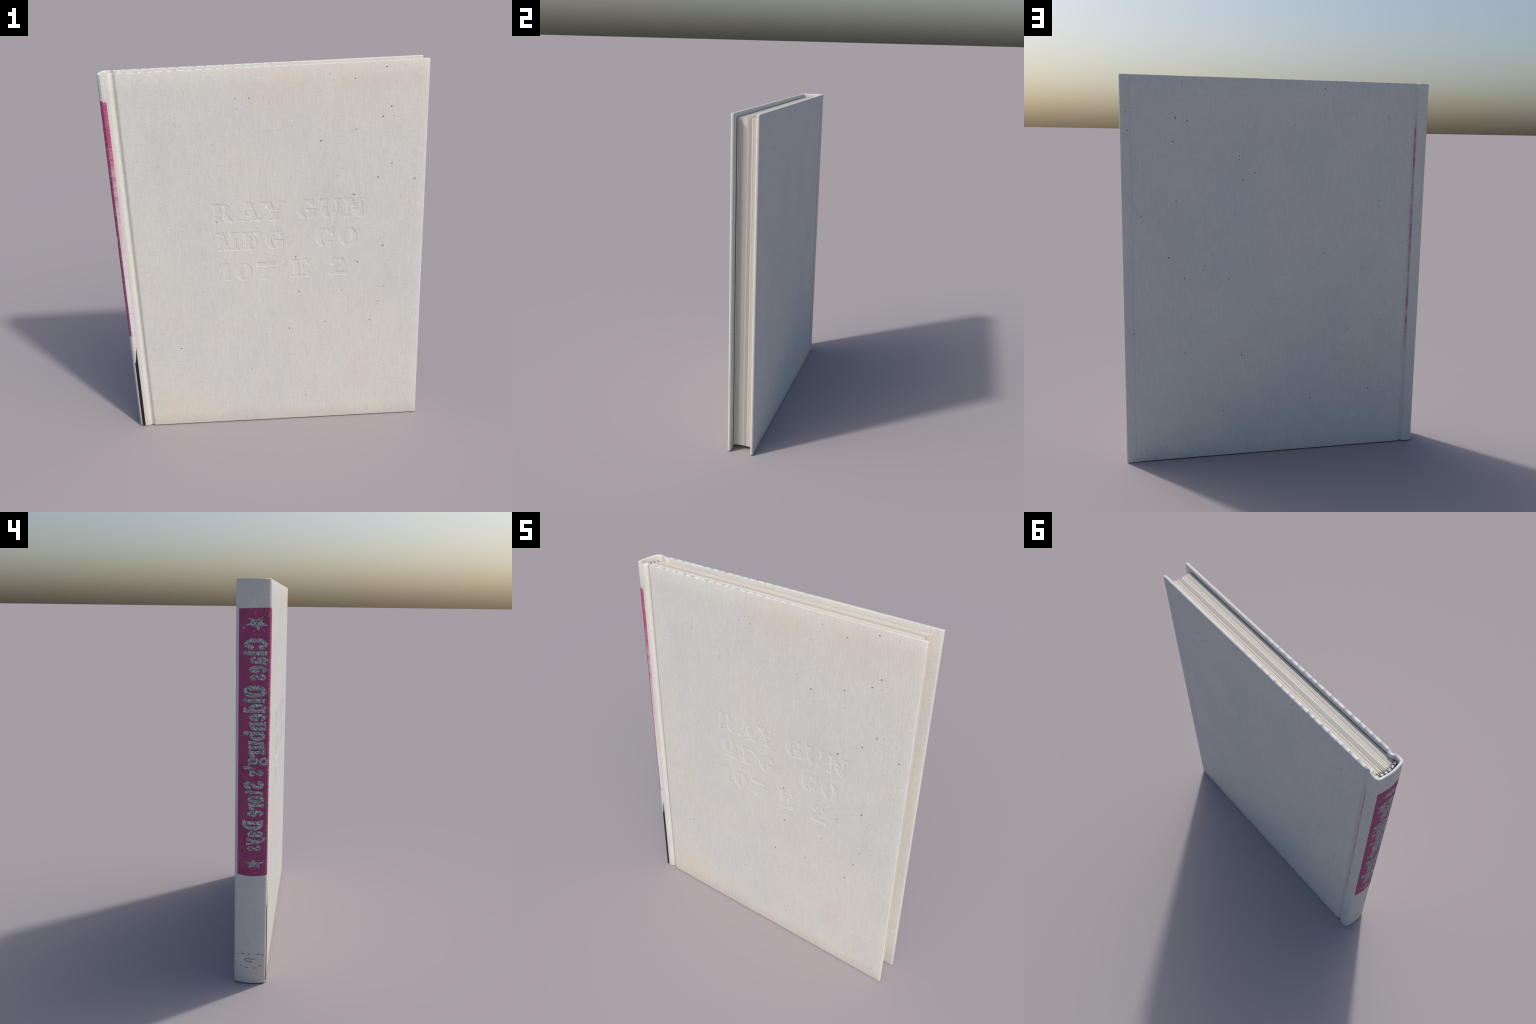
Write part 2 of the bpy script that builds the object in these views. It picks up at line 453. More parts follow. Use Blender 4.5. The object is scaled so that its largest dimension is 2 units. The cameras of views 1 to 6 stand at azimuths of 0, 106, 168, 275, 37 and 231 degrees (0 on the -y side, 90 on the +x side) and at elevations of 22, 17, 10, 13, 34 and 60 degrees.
# inward normals of the plan profile
tan = np.gradient(out_xy, axis=0); tan /= np.linalg.norm(tan, axis=1)[:, None]
flat = (out_xy[:, 0] > -.69)
nrm = np.stack([-tan[:, 1], tan[:, 0]], 1)
nrm *= -1
nrm[flat] = np.stack([np.zeros(flat.sum()), -np.sign(out_xy[flat, 1])], 1)
if nrm[len(nrm) // 2][0] < 0 and out_xy[len(nrm) // 2][0] < -.7:
    nrm[~flat] *= -1
mid_i = int(np.argmin(out_xy[:, 0]))
if nrm[mid_i][0] < 0:
    nrm[~flat] *= -1
in_xy = out_xy + nrm * thick[:, None]
idx = np.where(~flat)[0]
for _ in range(6):          # relax the inner wall where the offset bunches up
    s = in_xy.copy()
    s[idx] = .5 * in_xy[idx] + .25 * (in_xy[idx - 1] + in_xy[idx + 1])
    in_xy = s

RIM = .0045
zl = sorted(set(np.round(np.concatenate([np.linspace(RIM, HEIGHT - RIM, 26)] +
     [np.arange(a, b, .0016) for a, b in ((.887, 1.003), (1.056, 1.172), (1.214, 1.332))]), 5)))
loop = [(0.0, z) for z in zl]
arc = [math.radians(a) for a in (20, 40, 60, 80, 100, 120, 140, 160)]
n_outer = len(loop)
loop += [(.5 - .5 * math.cos(a), HEIGHT - RIM + RIM * math.sin(a)) for a in arc]
n_top = len(loop)
loop += [(1.0, z) for z in np.linspace(HEIGHT - RIM, RIM, 14)]
n_in = len(loop)
loop += [(.5 - .5 * math.cos(a), RIM - RIM * math.sin(a)) for a in arc[::-1]]
ld = np.array([l[0] for l in loop]); lz = np.array([l[1] for l in loop])
nc, nl = len(columns), len(loop)
D = .5 + (ld[None, :] - .5) * np.cos(cap)[:, None]
PX = out_xy[:, 0:1] + (in_xy[:, 0:1] - out_xy[:, 0:1]) * D
PY = out_xy[:, 1:2] + (in_xy[:, 1:2] - out_xy[:, 1:2]) * D
PZ = np.repeat(lz[None, :], nc, 0)
shrink = (.006 * (1 - np.cos(cap)))[:, None]
PZ = np.clip(PZ, 0, HEIGHT)
PZ = 1.0 + (PZ - 1.0) * (1.0 - shrink)
front_face = (ld[None, :] == 0) & (np.arange(nc)[:, None] < mid_i) & (out_xy[:, 0:1] > -.69)
PY = PY + np.where(front_face, stamp_depth(PX, PZ), 0)

V = np.stack([PX, PY, PZ], -1).reshape(-1, 3)
faces, region, slot = [], [], []
for i in range(nc - 1):
    xm = .5 * (out_xy[i, 0] + out_xy[i + 1, 0])
    if xm > SPLIT_X:
        r = 0 if i < mid_i else 1
    else:
        r = 2
    for j in range(nl):
        k = (j + 1) % nl
        faces.append((i * nl + j, i * nl + k, (i + 1) * nl + k, (i + 1) * nl + j))
        region.append(r)
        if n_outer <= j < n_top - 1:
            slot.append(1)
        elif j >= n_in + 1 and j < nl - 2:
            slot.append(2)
        else:
            slot.append(0)

whole = mesh_from("case_whole", V, faces)
bm = bmesh.new(); bm.from_mesh(whole)
lay = bm.faces.layers.int.new("region")
for f, r, s in zip(bm.faces, region, slot):
    f[lay] = r; f.material_index = s
bmesh.ops.remove_doubles(bm, verts=bm.verts, dist=2e-5)
bmesh.ops.dissolve_degenerate(bm, edges=bm.edges, dist=1e-6)
bmesh.ops.recalc_face_normals(bm, faces=bm.faces)
bm.normal_update()

book = bpy.data.objects.new("hardcover_book", None)
bpy.context.scene.collection.objects.link(book)
book["label"] = "tall off-white cloth hardcover book standing, magenta spine label"
book["category"] = "book"

def split_region(r, name, mats):
    verts, index, fs, nn, sl = [], {}, [], [], []
    for f in bm.faces:
        if f[lay] != r:
            continue
        ids = []
        for v in f.verts:
            if v.index not in index:
                index[v.index] = len(verts); verts.append(v.co[:]); nn.append(v.normal[:])
            ids.append(index[v.index])
        fs.append(ids); sl.append(f.material_index)
    me = mesh_from(name, verts, fs)
    me.polygons.foreach_set("material_index", sl)
    ob = new_object(name, me, book, mats)
    me.normals_split_custom_set_from_vertices(nn)
    return ob
bm.verts.index_update()
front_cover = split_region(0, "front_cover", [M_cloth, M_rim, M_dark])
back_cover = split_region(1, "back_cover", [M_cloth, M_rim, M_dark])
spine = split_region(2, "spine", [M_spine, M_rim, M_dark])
bm.free(); bpy.data.meshes.remove(whole)

# ------------------------------------------------------------------ thin pieces lying on the spine surface
sp = spine_outer
seg = np.r_[0, np.cumsum(np.linalg.norm(np.diff(sp, axis=0), axis=1))]
sp_t = np.gradient(sp, axis=0); sp_t /= np.linalg.norm(sp_t, axis=1)[:, None]
sp_n = np.stack([sp_t[:, 1], -sp_t[:, 0]], 1)
if sp_n[len(sp) // 2][0] > 0:
    sp_n *= -1
def spine_at(s, lift=0.0):
    x = np.interp(s, seg, sp[:, 0]); y = np.interp(s, seg, sp[:, 1])
    nx = np.interp(s, seg, sp_n[:, 0]); ny = np.interp(s, seg, sp_n[:, 1])
    return x + nx * lift, y + ny * lift
i_lo = int(np.argmin(np.where(sp[:, 0] < -.765, sp[:, 1], 9))); i_hi = int(np.argmax(np.where(sp[:, 0] < -.765, sp[:, 1], -9)))
def s_of_y(y):
    return np.interp(y, sp[i_lo:i_hi + 1, 1], seg[i_lo:i_hi + 1])
def s_front(x):     # position on the front shoulder by x
    m = [i for i in range(len(sp)) if sp[i, 1] < 0 and -.80 < sp[i, 0] < -.75]
    return np.interp(-x, -sp[m, 0], seg[m])

def spine_patch(name, s0, s1, z_lo, z_hi, lift, mat, parent, ns=14, nz=60):
    """Closed thin shell over the spine between profile positions s0..s1; z_lo/z_hi may vary with s."""
    verts, fs = [], []
    for i in range(ns + 1):
        a = i / ns; s = s0 + (s1 - s0) * a
        for j in range(nz + 1):
            z = z_lo(a) + (z_hi(a) - z_lo(a)) * j / nz
            for l in (lift, -.001):
                x, y = spine_at(s, l); verts.append((x, y, z))
    idx = lambda i, j, k: (i * (nz + 1) + j) * 2 + k
    for i in range(ns):
        for j in range(nz):
            fs.append((idx(i, j, 0), idx(i, j + 1, 0), idx(i + 1, j + 1, 0), idx(i + 1, j, 0)))
            fs.append((idx(i, j, 1), idx(i + 1, j, 1), idx(i + 1, j + 1, 1), idx(i, j + 1, 1)))
    for j in range(nz):
        for i in (0, ns):
            fs.append((idx(i, j, 0), idx(i, j, 1), idx(i, j + 1, 1), idx(i, j + 1, 0)))
    for i in range(ns):
        for j in (0, nz):
            fs.append((idx(i, j, 0), idx(i + 1, j, 0), idx(i + 1, j, 1), idx(i, j, 1)))
    me = mesh_from(name, verts, fs)
    b = bmesh.new(); b.from_mesh(me); bmesh.ops.recalc_face_normals(b, faces=b.faces)
    b.to_mesh(me); b.free()
    me.set_sharp_from_angle(angle=math.radians(40))
    return new_object(name, me, parent, [mat])

S_RUB0 = s_front(-.7625); S_RUB1 = s_front(-.7815)
s_hi = float(s_of_y(.0655))
label = spine_patch("label_panel", S_RUB1, s_hi, lambda a: .583 + .006 * (2 * a - 1) ** 2, lambda a: 1.872 - .005 * a, .0005, M_mag, spine, 26, 80)
rub = spine_patch("rubbed_strip", S_RUB0, S_RUB1 - .0002, lambda a: .50, lambda a: 1.985, .0004, M_lav, spine, 6, 120)
tape = spine_patch("black_edge_strip", S_RUB0 + .002, S_RUB1 - .0002, lambda a: .006, lambda a: .42 + .115 * (1 - a) ** 2, .0007, M_dark, spine, 6, 60)

# ------------------------------------------------------------------ filled glyph meshes by marching squares
def fill_shape(f, x0, x1, y0, y1, step):
    nx = int(math.ceil((x1 - x0) / step)); ny = int(math.ceil((y1 - y0) / step))
    gx = np.linspace(x0, x1, nx + 1); gy = np.linspace(y0, y1, ny + 1)
    X, Y = np.meshgrid(gx, gy, indexing='ij')
    F = f(X, Y)
    verts, key, fs = [], {}, []
    def node(i, j):
        k = (i, j)
        if k not in key:
            key[k] = len(verts); verts.append((gx[i], gy[j]))
        return key[k]
    def cut(a, b):
        k = (min(a, b), max(a, b), 'c')
        if k not in key:
            fa, fb = F[a], F[b]; t = min(max(fa / (fa - fb), .02), .98)
            key[k] = len(verts)
            verts.append((gx[a[0]] + (gx[b[0]] - gx[a[0]]) * t, gy[a[1]] + (gy[b[1]] - gy[a[1]]) * t))
        return key[k]
    for i in range(nx):
        for j in range(ny):
            c = [(i, j), (i + 1, j), (i + 1, j + 1), (i, j + 1)]
            ins = [F[q] < 0 for q in c]
            if not any(ins):
                continue
            poly = []
            for q in range(4):
                a, b = c[q], c[(q + 1) % 4]
                if ins[q]:
                    poly.append(node(*a))
                if ins[q] != ins[(q + 1) % 4]:
                    poly.append(cut(a, b))
            if len(poly) >= 3:
                fs.append(poly)
    return verts, fs

def raised_glyph(name, f, bounds, place, lift, mat, parent, step=.0012):
    """Glyph plate with skirt: place(u, v, lift) -> xyz."""
    pts, fs = fill_shape(f, *bounds, step)
    b = bmesh.new()
    vs = [b.verts.new(place(u, v, lift)) for u, v in pts]
    for q in fs:
        try:
            b.faces.new([vs[k] for k in q])
        except ValueError:
            pass
    rim_edges = [e for e in b.edges if e.is_boundary]
    low = {}
    for e in rim_edges:
        for v in e.verts:
            if v not in low:
                low[v] = None
    pos = {v: p for v, p in zip(vs, pts)}
    for v in low:
        low[v] = b.verts.new(place(*pos[v], -.0008))
    for e in rim_edges:
        a, c = e.verts
        b.faces.new((a, c, low[c], low[a]))
    bmesh.ops.recalc_face_normals(b, faces=b.faces)
    me = bpy.data.meshes.new(name); b.to_mesh(me); b.free()
    return new_object(name, me, parent, [mat])

# --- heavy condensed display letters: f(w, h), u along the reading direction, v up
def l_C(w, h):
    t = w * .34
    return union(minus(ring(w * .52, h * .5, w * .52, h * .5, t, h * .17), rect(w * .62, h * .3, w * 1.2, h * .68)),
                 oval(w * .80, h * .27, w * .2, h * .12), oval(w * .80, h * .72, w * .2, h * .12))
def l_l(w, h):
    return union(bar((w * .5, h * .08), (w * .5, h * .92), w * .62), stroke([(w * .15, h * .9), (w * .5, h * .94)], w * .3, w * .4),
                 stroke([(w * .2, h * .07), (w * .85, h * .07)], w * .35))
def l_a(w, h):
    return union(ring(w * .38, h * .28, w * .38, h * .29, w * .30, h * .12),
                 stroke([(w * .14, h * .72), (w * .34, h * .88), (w * .62, h * .84), (w * .72, h * .6), (w * .72, h * .2), (w * .9, h * .08)], w * .30))
def l_e(w, h):
    return union(minus(ring(w * .5, h * .5, w * .5, h * .5, w * .36, h * .17), rect(w * .55, h * .26, w * 1.2, h * .46)),
                 rect(w * .2, h * .44, w * .85, h * .57))
def l_s(w, h):
    return union(stroke([(w * .84, h * .74), (w * .55, h * .88), (w * .22, h * .76), (w * .34, h * .57), (w * .68, h * .42), (w * .78, h * .22), (w * .46, h * .11), (w * .16, h * .26)], w * .30),
                 oval(w * .82, h * .74, w * .18, h * .12), oval(w * .18, h * .26, w * .18, h * .12))
def l_O(w, h):
    return ring(w * .5, h * .5, w * .5, h * .5, w * .36, h * .2)
def l_d(w, h):
    return union(ring(w * .44, h * .36, w * .44, h * .36, w * .30, h * .13), bar((w * .76, h * .04), (w * .76, h * .92), w * .32),
                 stroke([(w * .52, h * .93), (w * .8, h * .93)], w * .22), stroke([(w * .8, h * .06), (w * .92, h * .05)], w * .16))
def l_b(w, h):
    return union(ring(w * .56, h * .36, w * .44, h * .36, w * .30, h * .13), bar((w * .24, h * .08), (w * .24, h * .9), w * .30),
                 oval(w * .24, h * .88, w * .24, h * .12))
def l_n(w, h):
    return union(bar((w * .24, h * .04), (w * .24, h * .95), w * .30), stroke([(w * .3, h * .72), (w * .55, h * .86), (w * .76, h * .7), (w * .77, h * .1)], w * .30),
                 rect(0, 0, w * .44, h * .12), rect(w * .56, 0, w, h * .12), rect(0, h * .86, w * .3, h))
def l_u(w, h):
    return union(bar((w * .76, h * .06), (w * .76, h * .98), w * .32), stroke([(w * .24, h * .92), (w * .22, h * .3), (w * .42, h * .13), (w * .7, h * .3)], w * .31),
                 rect(0, h * .86, w * .42, h), rect(w * .54, h * .86, w * .92, h), rect(w * .7, 0, w, h * .12))
def l_r(w, h):
    return union(bar((w * .28, h * .04), (w * .28, h * .96), w * .38), stroke([(w * .35, h * .68), (w * .6, h * .88), (w * .8, h * .82)], w * .3),
                 oval(w * .78, h * .76, w * .22, h * .16), rect(0, 0, w * .62, h * .13), rect(0, h * .86, w * .4, h))
def l_g(w, h):
    return union(ring(w * .44, h * .74, w * .42, h * .25, w * .28, h * .1), stroke([(w * .3, h * .52), (w * .36, h * .42), (w * .7, h * .38)], w * .22),
                 ring(w * .5, h * .2, w * .5, h * .2, w * .26, h * .085), stroke([(w * .7, h * .9), (w * .94, h * .95)], w * .14))
def l_q(w, h):
    return stroke([(w * .45, h * .8), (w * .55, h * .5), (w * .6, h * .08)], w * .85, w * .25)
def l_S(w, h):
    return union(stroke([(w * .82, h * .72), (w * .55, h * .89), (w * .22, h * .76), (w * .34, h * .58), (w * .7, h * .42), (w * .78, h * .22), (w * .46, h * .10), (w * .16, h * .26)], w * .33),
                 oval(w * .8, h * .76, w * .2, h * .12), oval(w * .2, h * .22, w * .2, h * .12))
def l_t(w, h):
    return union(stroke([(w * .42, h * .95), (w * .42, h * .3), (w * .58, h * .1), (w * .85, h * .16)], w * .4, w * .28), stroke([(w * .12, h * .72), (w * .88, h * .72)], w * .24))
def l_D(w, h):
    return union(rect(w * .1, 0, w * .1 + w * .32, h), inter(ring(w * .36, h * .5, w * .64, h * .5, w * .34, h * .16), rect(w * .3, 0, w, h)),
                 rect(0, 0, w * .4, h * .12), rect(0, h * .88, w * .4, h), minus(rect(w * .3, 0, w * .5, h), rect(w * .2, h * .16, w * .6, h * .84)))
def l_y(w, h):
    return union(bar((w * .2, h * .96), (w * .56, h * .36), w * .30), stroke([(w * .84, h * .94), (w * .6, h * .42), (w * .42, h * .14), (w * .2, h * .1)], w * .20),
                 oval(w * .18, h * .12, w * .18, h * .10), rect(0, h * .9, w * .38, h), rect(w * .68, h * .9, w, h))

TITLE = [  # glyph, top (y), baseline side (y), head end (z), tail end (z): read downward, letters face the rear cover
    (l_C, .0400, -.0660, 1.7342, 1.6843), (l_l, .0425, -.0665, 1.6808, 1.6548), (l_a, .0150, -.0655, 1.6516, 1.6151),
    (l_e, .0160, -.0648, 1.6099, 1.5766), (l_s, .0160, -.0640, 1.5723, 1.5425),
    (l_O, .0438, -.0650, 1.5193, 1.4643), (l_l, .0435, -.0610, 1.4607, 1.4375), (l_d, .0432, -.0630, 1.4339, 1.3909),
    (l_e, .0155, -.0635, 1.3877, 1.3534), (l_n, .0150, -.0625, 1.3498, 1.3081), (l_b, .0385, -.0615, 1.3059, 1.2621),
    (l_u, .0160, -.0620, 1.2588, 1.2166), (l_r, .0155, -.0610, 1.2129, 1.1815), (l_g, .0190, -.0745, 1.1799, 1.1409),
    (l_q, .0425, -.0203, 1.1377, 1.1209), (l_s, .0183, -.0605, 1.1183, 1.0884),
    (l_S, .0420, -.0630, 1.0649, 1.0253), (l_t, .0305, -.0620, 1.0209, .9933), (l_O, .0170, -.0605, .9916, .9566),
    (l_r, .0150, -.0595, .9536, .9230), (l_e, .0200, -.0580, .9190, .8875),
    (l_D, .0422, -.0570, .8686, .8202), (l_a, .0210, -.0545, .8147, .7816), (l_y, .0225, -.0725, .7820, .7429),
    (l_s, .0220, -.0520, .7404, .7129)]
for g, y1, y0, z1, z0 in TITLE:
    w, h = z1 - z0, y1 - y0
    def place(u, v, lift, z1=z1, y0=y0):
        s = float(s_of_y(y0 + v)); x, y = spine_at(s, lift)
        return (x, y, z1 - u)
    fat = lambda X, Y, f=g(w, h): f(X, Y) - .0012
    raised_glyph("letter", fat, (-.0025, w + .0025, -.0025, h + .0025), place, .0011, M_silver, label)

def star_shape(tips, c, k=.42):
    pts = []
    for i, t in enumerate(tips):
        n = tips[(i + 1) % len(tips)]
        pts += [t, (c[0] + ((t[0] + n[0]) / 2 - c[0]) * k * 1.25, c[1] + ((t[1] + n[1]) / 2 - c[1]) * k * 1.25)]
    return pts
def spine_place(u, v, lift):
    s = float(s_of_y(u)); x, y = spine_at(s, lift)
    return (x, y, v)
for tips, c in (([(.022, 1.826), (-.047, 1.832), (-.0675, 1.792), (-.026, 1.766), (.0375, 1.792)], (-.018, 1.803)),
                ([(-.012, .672), (.0305, .656), (.013, .624), (-.048, .625), (-.0665, .656)], (-.016, .647))):
    P = star_shape(tips, c)
    us = [p[0] for p in P]; vs_ = [p[1] for p in P]
    raised_glyph("star", polygon(P), (min(us) - .001, max(us) + .001, min(vs_) - .001, max(vs_) + .001), spine_place, .0011, M_silver, label)

# publisher's device stamped near the tail: two arcs of tiny illegible letters around a hooked mark
ink = []
for y, z, dy, dz in ((.064, .1605, -.006, -.004), (.052, .163, -.002, .002), (.041, .163, -.008, .003), (.033, .161, -.006, .003), (.008, .164, -.010, .001),
                     (.003, .163, -.001, -.006), (-.034, .162, -.008, -.002), (-.044, .161, -.006, .003), (-.058, .159, -.007, -.003), (-.066, .156, -.004, .003),
                     (.052, .097, -.010, -.001), (.047, .099, -.001, -.006), (.021, .090, -.010, -.002), (.012, .088, -.004, .003), (-.019, .086, -.006, .002),
                     (-.026, .090, -.002, -.004), (-.046, .100, -.009, .000), (-.053, .102, -.004, -.004)):
    ink.append(bar((y, z), (y + dy, z + dz), .0030, flat=False))
ink.append(stroke([(-.026, .135), (-.004, .137), (.018, .136), (.025, .130), (.016, .124), (.002, .122), (-.008, .122)], .0030, .0038))
ink.append(stroke([(-.012, .124), (-.008, .117), (.000, .116)], .0034, .0016))
raised_glyph("imprint_mark", union(*ink), (-.074, .070, .082, .168), spine_place, .0004, M_ink, spine, .0011)

# ------------------------------------------------------------------ text block: sewn signatures of leaves
PAGE_TOP, PAGE_BOT = 1.9755, .0245
PAGE_Y = .0568
def fore_edge(y):
    return .7540 + .0060 * (y / PAGE_Y) ** 2
def fold_edge(y):
    return -.7690 + .0120 * (y / PAGE_Y) ** 2
text_block = bpy.data.objects.new("text_block", None)
bpy.context.scene.collection.objects.link(text_block); text_block.parent = book
N_SIG, LEAVES = 12, 8
sig_h = 2 * PAGE_Y / N_SIG
for q in range(N_SIG):
    yc = -PAGE_Y + sig_h * (q + .5)
    verts, fs = [], []
    for k in range(LEAVES):
        t = sig_h / LEAVES
        y = yc - sig_h / 2 + t * (k + .5)
        xf = fore_edge(y) + rng.uniform(-.0012, .0006)
        zt = PAGE_TOP + rng.uniform(-.0010, .0008); zb = PAGE_BOT + rng.uniform(-.0008, .0008)
        off = (y - yc) / (sig_h / 2)
        x_end = fold_edge(yc) + .006 * off * off
        cols = [xf, .3, -.3, -.70, x_end + .022, x_end + .013, x_end + .006, x_end + .002, x_end]
        pinch = [0, 0, 0, 0, 0, .08, .25, .5, .68]
        base = len(verts)
        for cx, pz in zip(cols, pinch):
            yy = yc + (y - yc) * (1 - pz); hh = t * .47 * (1 - pz)
            for sy in (-1, 1):
                for zz in (zb, zt):
                    verts.append((cx, yy + sy * hh, zz))
        n = len(cols)
        for c in range(n - 1):
            a, b = base + 4 * c, base + 4 * c + 4
            fs += [(a, b, b + 1, a + 1), (a + 2, a + 3, b + 3, b + 2), (a + 1, b + 1, b + 3, a + 3), (a, a + 2, b + 2, b)]
        e = base + 4 * (n - 1)
        fs += [(base, base + 1, base + 3, base + 2), (e, e + 2, e + 3, e + 1)]
    me = mesh_from("signature", verts, fs, smooth=False)
    b = bmesh.new(); b.from_mesh(me); bmesh.ops.recalc_face_normals(b, faces=b.faces); b.to_mesh(me); b.free()
    new_object("signature", me, text_block, [M_paper])

# lining glued over the folds, filling the hollow behind them
lv, lf = [], []
ys = np.linspace(-.0575, .0575, 17)
for y in ys:
    for x in (fold_edge(y) - .0015, fold_edge(y) + .004):
        for z in (PAGE_BOT + .004, PAGE_TOP - .004):
            lv.append((x, y * 1.0, z))
for i in range(len(ys) - 1):
    a, b = 4 * i, 4 * i + 4
    lf += [(a, a + 1, b + 1, b), (a + 2, b + 2, b + 3, a + 3), (a + 1, a + 3, b + 3, b + 1), (a, b, b + 2, a + 2)]
lf += [(0, 2, 3, 1), (4 * 16, 4 * 16 + 1, 4 * 16 + 3, 4 * 16 + 2)]
new_object("spine_lining", mesh_from("spine_lining", lv, lf, False), text_block, [M_glue])

# headbands: striped thread roll over the folds at head and tail
def headband(z0):
    n_st, per, nr = 11, 5, 10
    verts, fs, mi = [], [], []
    tot = n_st * per
    for i in range(tot + 1):
        y = -.0600 + .12 * i / tot
        bulge = .0052 + .0006 * math.sin(math.pi * (i % per) / per)
        cx = fold_edge(y) - .0065
        for r in range(nr):
            a = 2 * math.pi * r / nr
            verts.append((cx + bulge * 1.15 * math.cos(a), y, z0 + bulge * math.sin(a)))
    for i in range(tot):
        for r in range(nr):
            k = (r + 1) % nr
            fs.append((i * nr + r, i * nr + k, (i + 1) * nr + k, (i + 1) * nr + r)); mi.append((i // per) % 2)
    fs += [tuple(range(nr)), tuple(range(tot * nr, tot * nr + nr))]; mi += [0, 0]
    me = mesh_from("headband", verts, fs)
    me.polygons.foreach_set("material_index", mi)
    b = bmesh.new(); b.from_mesh(me); bmesh.ops.recalc_face_normals(b, faces=b.faces); b.to_mesh(me); b.free()
    return new_object("headband", me, book, [M_cream, M_blue])
headband(PAGE_TOP - .003); headband(PAGE_BOT + .003)

# ------------------------------------------------------------------ fibre flecks caught in the cloth
FRONT_FLECKS = [
    (-0.612, 1.904, 0.8), (-0.389, 1.894, 0.8), (-0.598, 1.65, 0.8), (-0.662, 1.561, 0.8), (-0.543, 1.535, 0.8), (-0.267, 1.634, 0.8),
    (-0.272, 1.966, 0.8), (-0.3, 1.991, 0.8), (-0.141, 1.855, 0.8), (-0.074, 1.852, 1.3), (0.025, 1.83, 0.8), (-0.033, 1.689, 0.8),
    (0.01, 1.687, 0.8), (0.009, 1.655, 0.8), (0.133, 1.708, 0.8), (0.192, 1.675, 0.8), (0.275, 1.626, 1.7), (0.144, 1.52, 0.8),
    (0.29, 1.511, 0.8), (0.445, 1.922, 1.1), (0.32, 1.95, 1.1), (0.595, 1.97, 1.1), (0.695, 1.865, 0.8), (0.584, 1.732, 1.1),
    (0.451, 1.675, 1.2), (0.434, 1.739, 0.8), (0.418, 1.666, 0.8), (0.632, 1.493, 1.4), (0.667, 1.505, 0.8), (0.564, 1.425, 1.2),
    (0.75, 1.409, 1.6), (0.44, 1.34, 1.4), (0.595, 1.051, 1.7), (0.748, 1.212, 0.8), (0.725, 1.286, 0.8), (0.134, 1.011, 1.4),
    (0.461, 0.965, 1.2), (0.159, 1.355, 0.8), (-0.27, 1.225, 1.1), (-0.431, 0.889, 0.8), (-0.451, 1.185, 0.8), (-0.481, 1.347, 0.8),
    (0.147, 0.809, 1.4), (0.378, 0.799, 1.1), (0.603, 0.815, 1.2), (0.576, 0.727, 1.3), (0.089, 0.589, 1.3), (-0.043, 0.6, 0.8),
    (0.285, 0.619, 1.1), (-0.005, 0.677, 0.8), (-0.214, 0.671, 0.8), (-0.368, 0.834, 0.8), (-0.516, 0.496, 1.4), (-0.534, 0.413, 0.8),
    (-0.446, 0.38, 0.8), (-0.686, 0.4, 0.8), (-0.128, 0.342, 1.1), (0.114, 0.422, 0.8), (0.434, 0.386, 0.8), (0.516, 0.45, 0.8),
    (0.616, 0.333, 0.8), (0.725, 0.266, 0.8), (0.327, 0.19, 0.8), (0.169, 0.152, 1.1), (0.633, 0.134, 0.8), (-0.33, 0.213, 0.8),
    (-0.323, 0.104, 0.8), (-0.175, 0.027, 0.8), (-0.438, 0.193, 0.8), (0.533, 0.616, 1.3), (0.736, 0.432, 0.8), (0.325, 0.498, 0.8),
    (0.19, 0.886, 0.8), (0.184, 0.948, 0.8), (0.621, 0.963, 0.8), (0.624, 1.78, 1.3)]
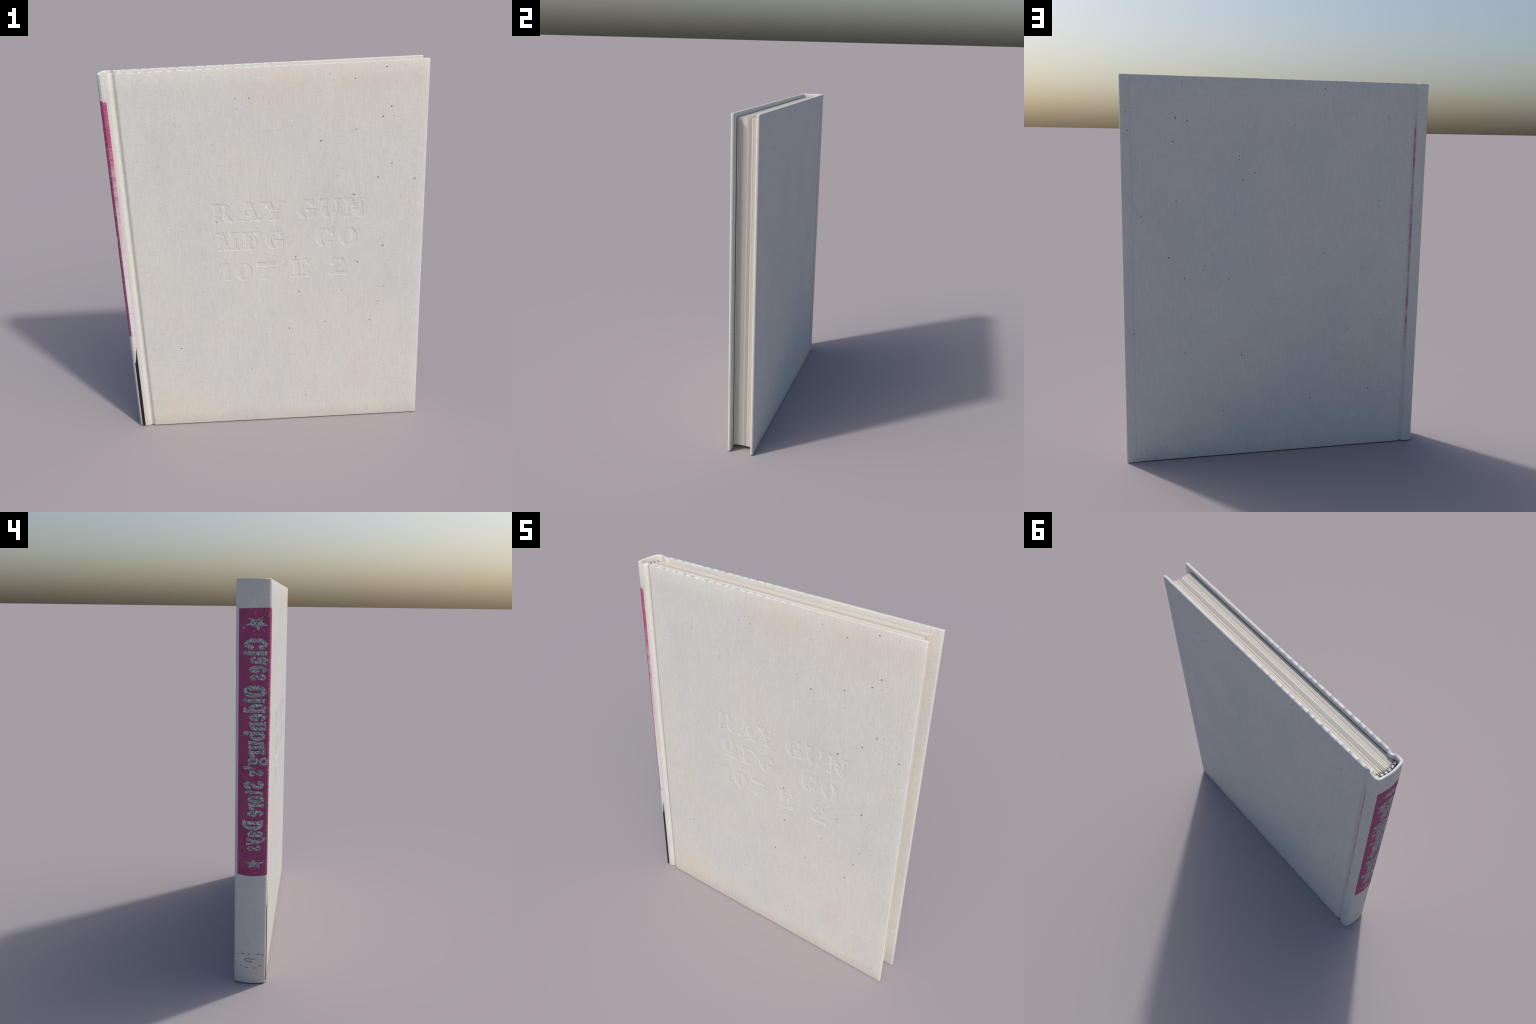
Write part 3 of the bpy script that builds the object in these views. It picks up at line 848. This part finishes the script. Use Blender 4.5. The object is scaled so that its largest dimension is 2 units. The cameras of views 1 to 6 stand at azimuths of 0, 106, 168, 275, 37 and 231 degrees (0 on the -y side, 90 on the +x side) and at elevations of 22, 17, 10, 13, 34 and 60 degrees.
BACK_FLECKS = [
    (0.506, 1.965, 1.4), (0.537, 1.797, 1.7), (0.479, 1.783, 1.5), (0.551, 1.681, 1.1), (0.625, 1.623, 0.8), (-0.225, 1.958, 1.2),
    (0.012, 1.828, 0.8), (-0.068, 1.771, 1.3), (-0.575, 1.823, 1.2), (0.217, 1.615, 1.1), (0.217, 1.595, 1.1), (0.199, 1.492, 1.4),
    (0.136, 1.529, 1.1), (0.347, 1.427, 0.8), (0.448, 1.436, 0.8), (0.537, 1.387, 1.2), (0.535, 1.352, 0.8), (0.544, 1.294, 0.8),
    (0.709, 1.308, 1.3), (0.109, 1.684, 0.8), (0.095, 1.37, 0.8), (0.239, 1.315, 1.1), (0.577, 1.097, 1.3), (0.354, 1.106, 0.8),
    (0.295, 1.102, 0.8), (0.393, 1.052, 1.1), (0.498, 0.987, 1.3), (0.332, 0.994, 0.8), (0.265, 0.978, 1.5), (0.134, 1.068, 0.8),
    (-0.037, 0.992, 1.2), (0.008, 1.069, 0.8), (0.028, 0.897, 0.8), (0.018, 0.867, 0.8), (0.683, 0.907, 0.8), (0.497, 0.588, 1.2),
    (0.198, 0.562, 1.5), (-0.3, 0.589, 1.1), (-0.33, 0.553, 0.8), (-0.444, 0.574, 0.8), (-0.385, 0.683, 1.1), (-0.574, 0.726, 1.1),
    (-0.681, 1.153, 1.1), (-0.454, 1.021, 1.1), (-0.462, 1.053, 0.8), (-0.242, 1.105, 1.2), (-0.33, 0.928, 0.8), (-0.385, 1.279, 0.8),
    (-0.439, 1.313, 0.8), (-0.465, 1.312, 0.8), (-0.541, 1.384, 1.1), (-0.424, 1.502, 0.8), (-0.519, 1.497, 0.8), (-0.569, 1.59, 0.8),
    (-0.707, 0.958, 0.8), (-0.517, 0.33, 1.4), (-0.571, 0.336, 0.8), (-0.488, 0.487, 1.1), (-0.185, 0.297, 1.2), (0.025, 0.189, 0.8),
    (0.293, 0.256, 1.1), (0.327, 0.16, 0.8), (0.376, 0.151, 0.8), (0.703, 0.064, 0.8), (0.716, 0.177, 0.8), (0.652, 0.015, 1.1),
    (0.594, 0.072, 0.8), (0.461, 0.051, 0.8), (0.235, 0.301, 0.8), (0.196, 0.099, 0.8), (0.441, 0.342, 0.8), (0.76, 0.702, 1.1),
    (0.783, 0.717, 0.8), (0.771, 1.732, 1.1), (0.775, 1.821, 1.1)]
def flecks(name, spots, side, parent, mats):
    b = bmesh.new()
    def add(x, z, length, width, ang, mi):
        n = 9
        wob = [rng.uniform(.75, 1.2) for _ in range(n)]
        y = side * (BOARD_Y + .0003)
        c = b.verts.new((x, y + side * .0003, z)); ring_ = []
        for i in range(n):
            a = 2 * math.pi * i / n
            u, v = length / 2 * math.cos(a) * wob[i], width / 2 * math.sin(a) * wob[i]
            ring_.append(b.verts.new((x + u * math.cos(ang) - v * math.sin(ang), y - side * .0003, z + u * math.sin(ang) + v * math.cos(ang))))
        for i in range(n):
            f = b.faces.new((c, ring_[i], ring_[(i + 1) % n])); f.material_index = mi
    for x, z, size in spots:
        ang = rng.gauss(math.pi / 2 if side > 0 else .4, .8)
        ln = .0060 * size * rng.uniform(.9, 1.5)
        add(x, z, ln, .0064 * min(size, 1.3) * rng.uniform(.7, 1), ang, 0 if size > .9 else 1)
        if size > 1.35:
            add(x + .006 * math.cos(ang), z + .006 * math.sin(ang), ln * .8, .003, ang + .3, 1)
    for _ in range(700):
        add(rng.uniform(-.68, .79), rng.uniform(.02, 1.98), rng.uniform(.0025, .0055), rng.uniform(.0018, .0030), rng.uniform(0, 3.14), 1)
    bmesh.ops.recalc_face_normals(b, faces=b.faces)
    me = bpy.data.meshes.new(name); b.to_mesh(me); b.free()
    ob = new_object(name, me, parent, mats); ob["kind"] = "stuff"
    return ob
flecks("fibre_flecks", FRONT_FLECKS, -1, front_cover, [M_speck, M_speck2])
flecks("fibre_flecks", BACK_FLECKS, 1, back_cover, [M_speck, M_speck2])
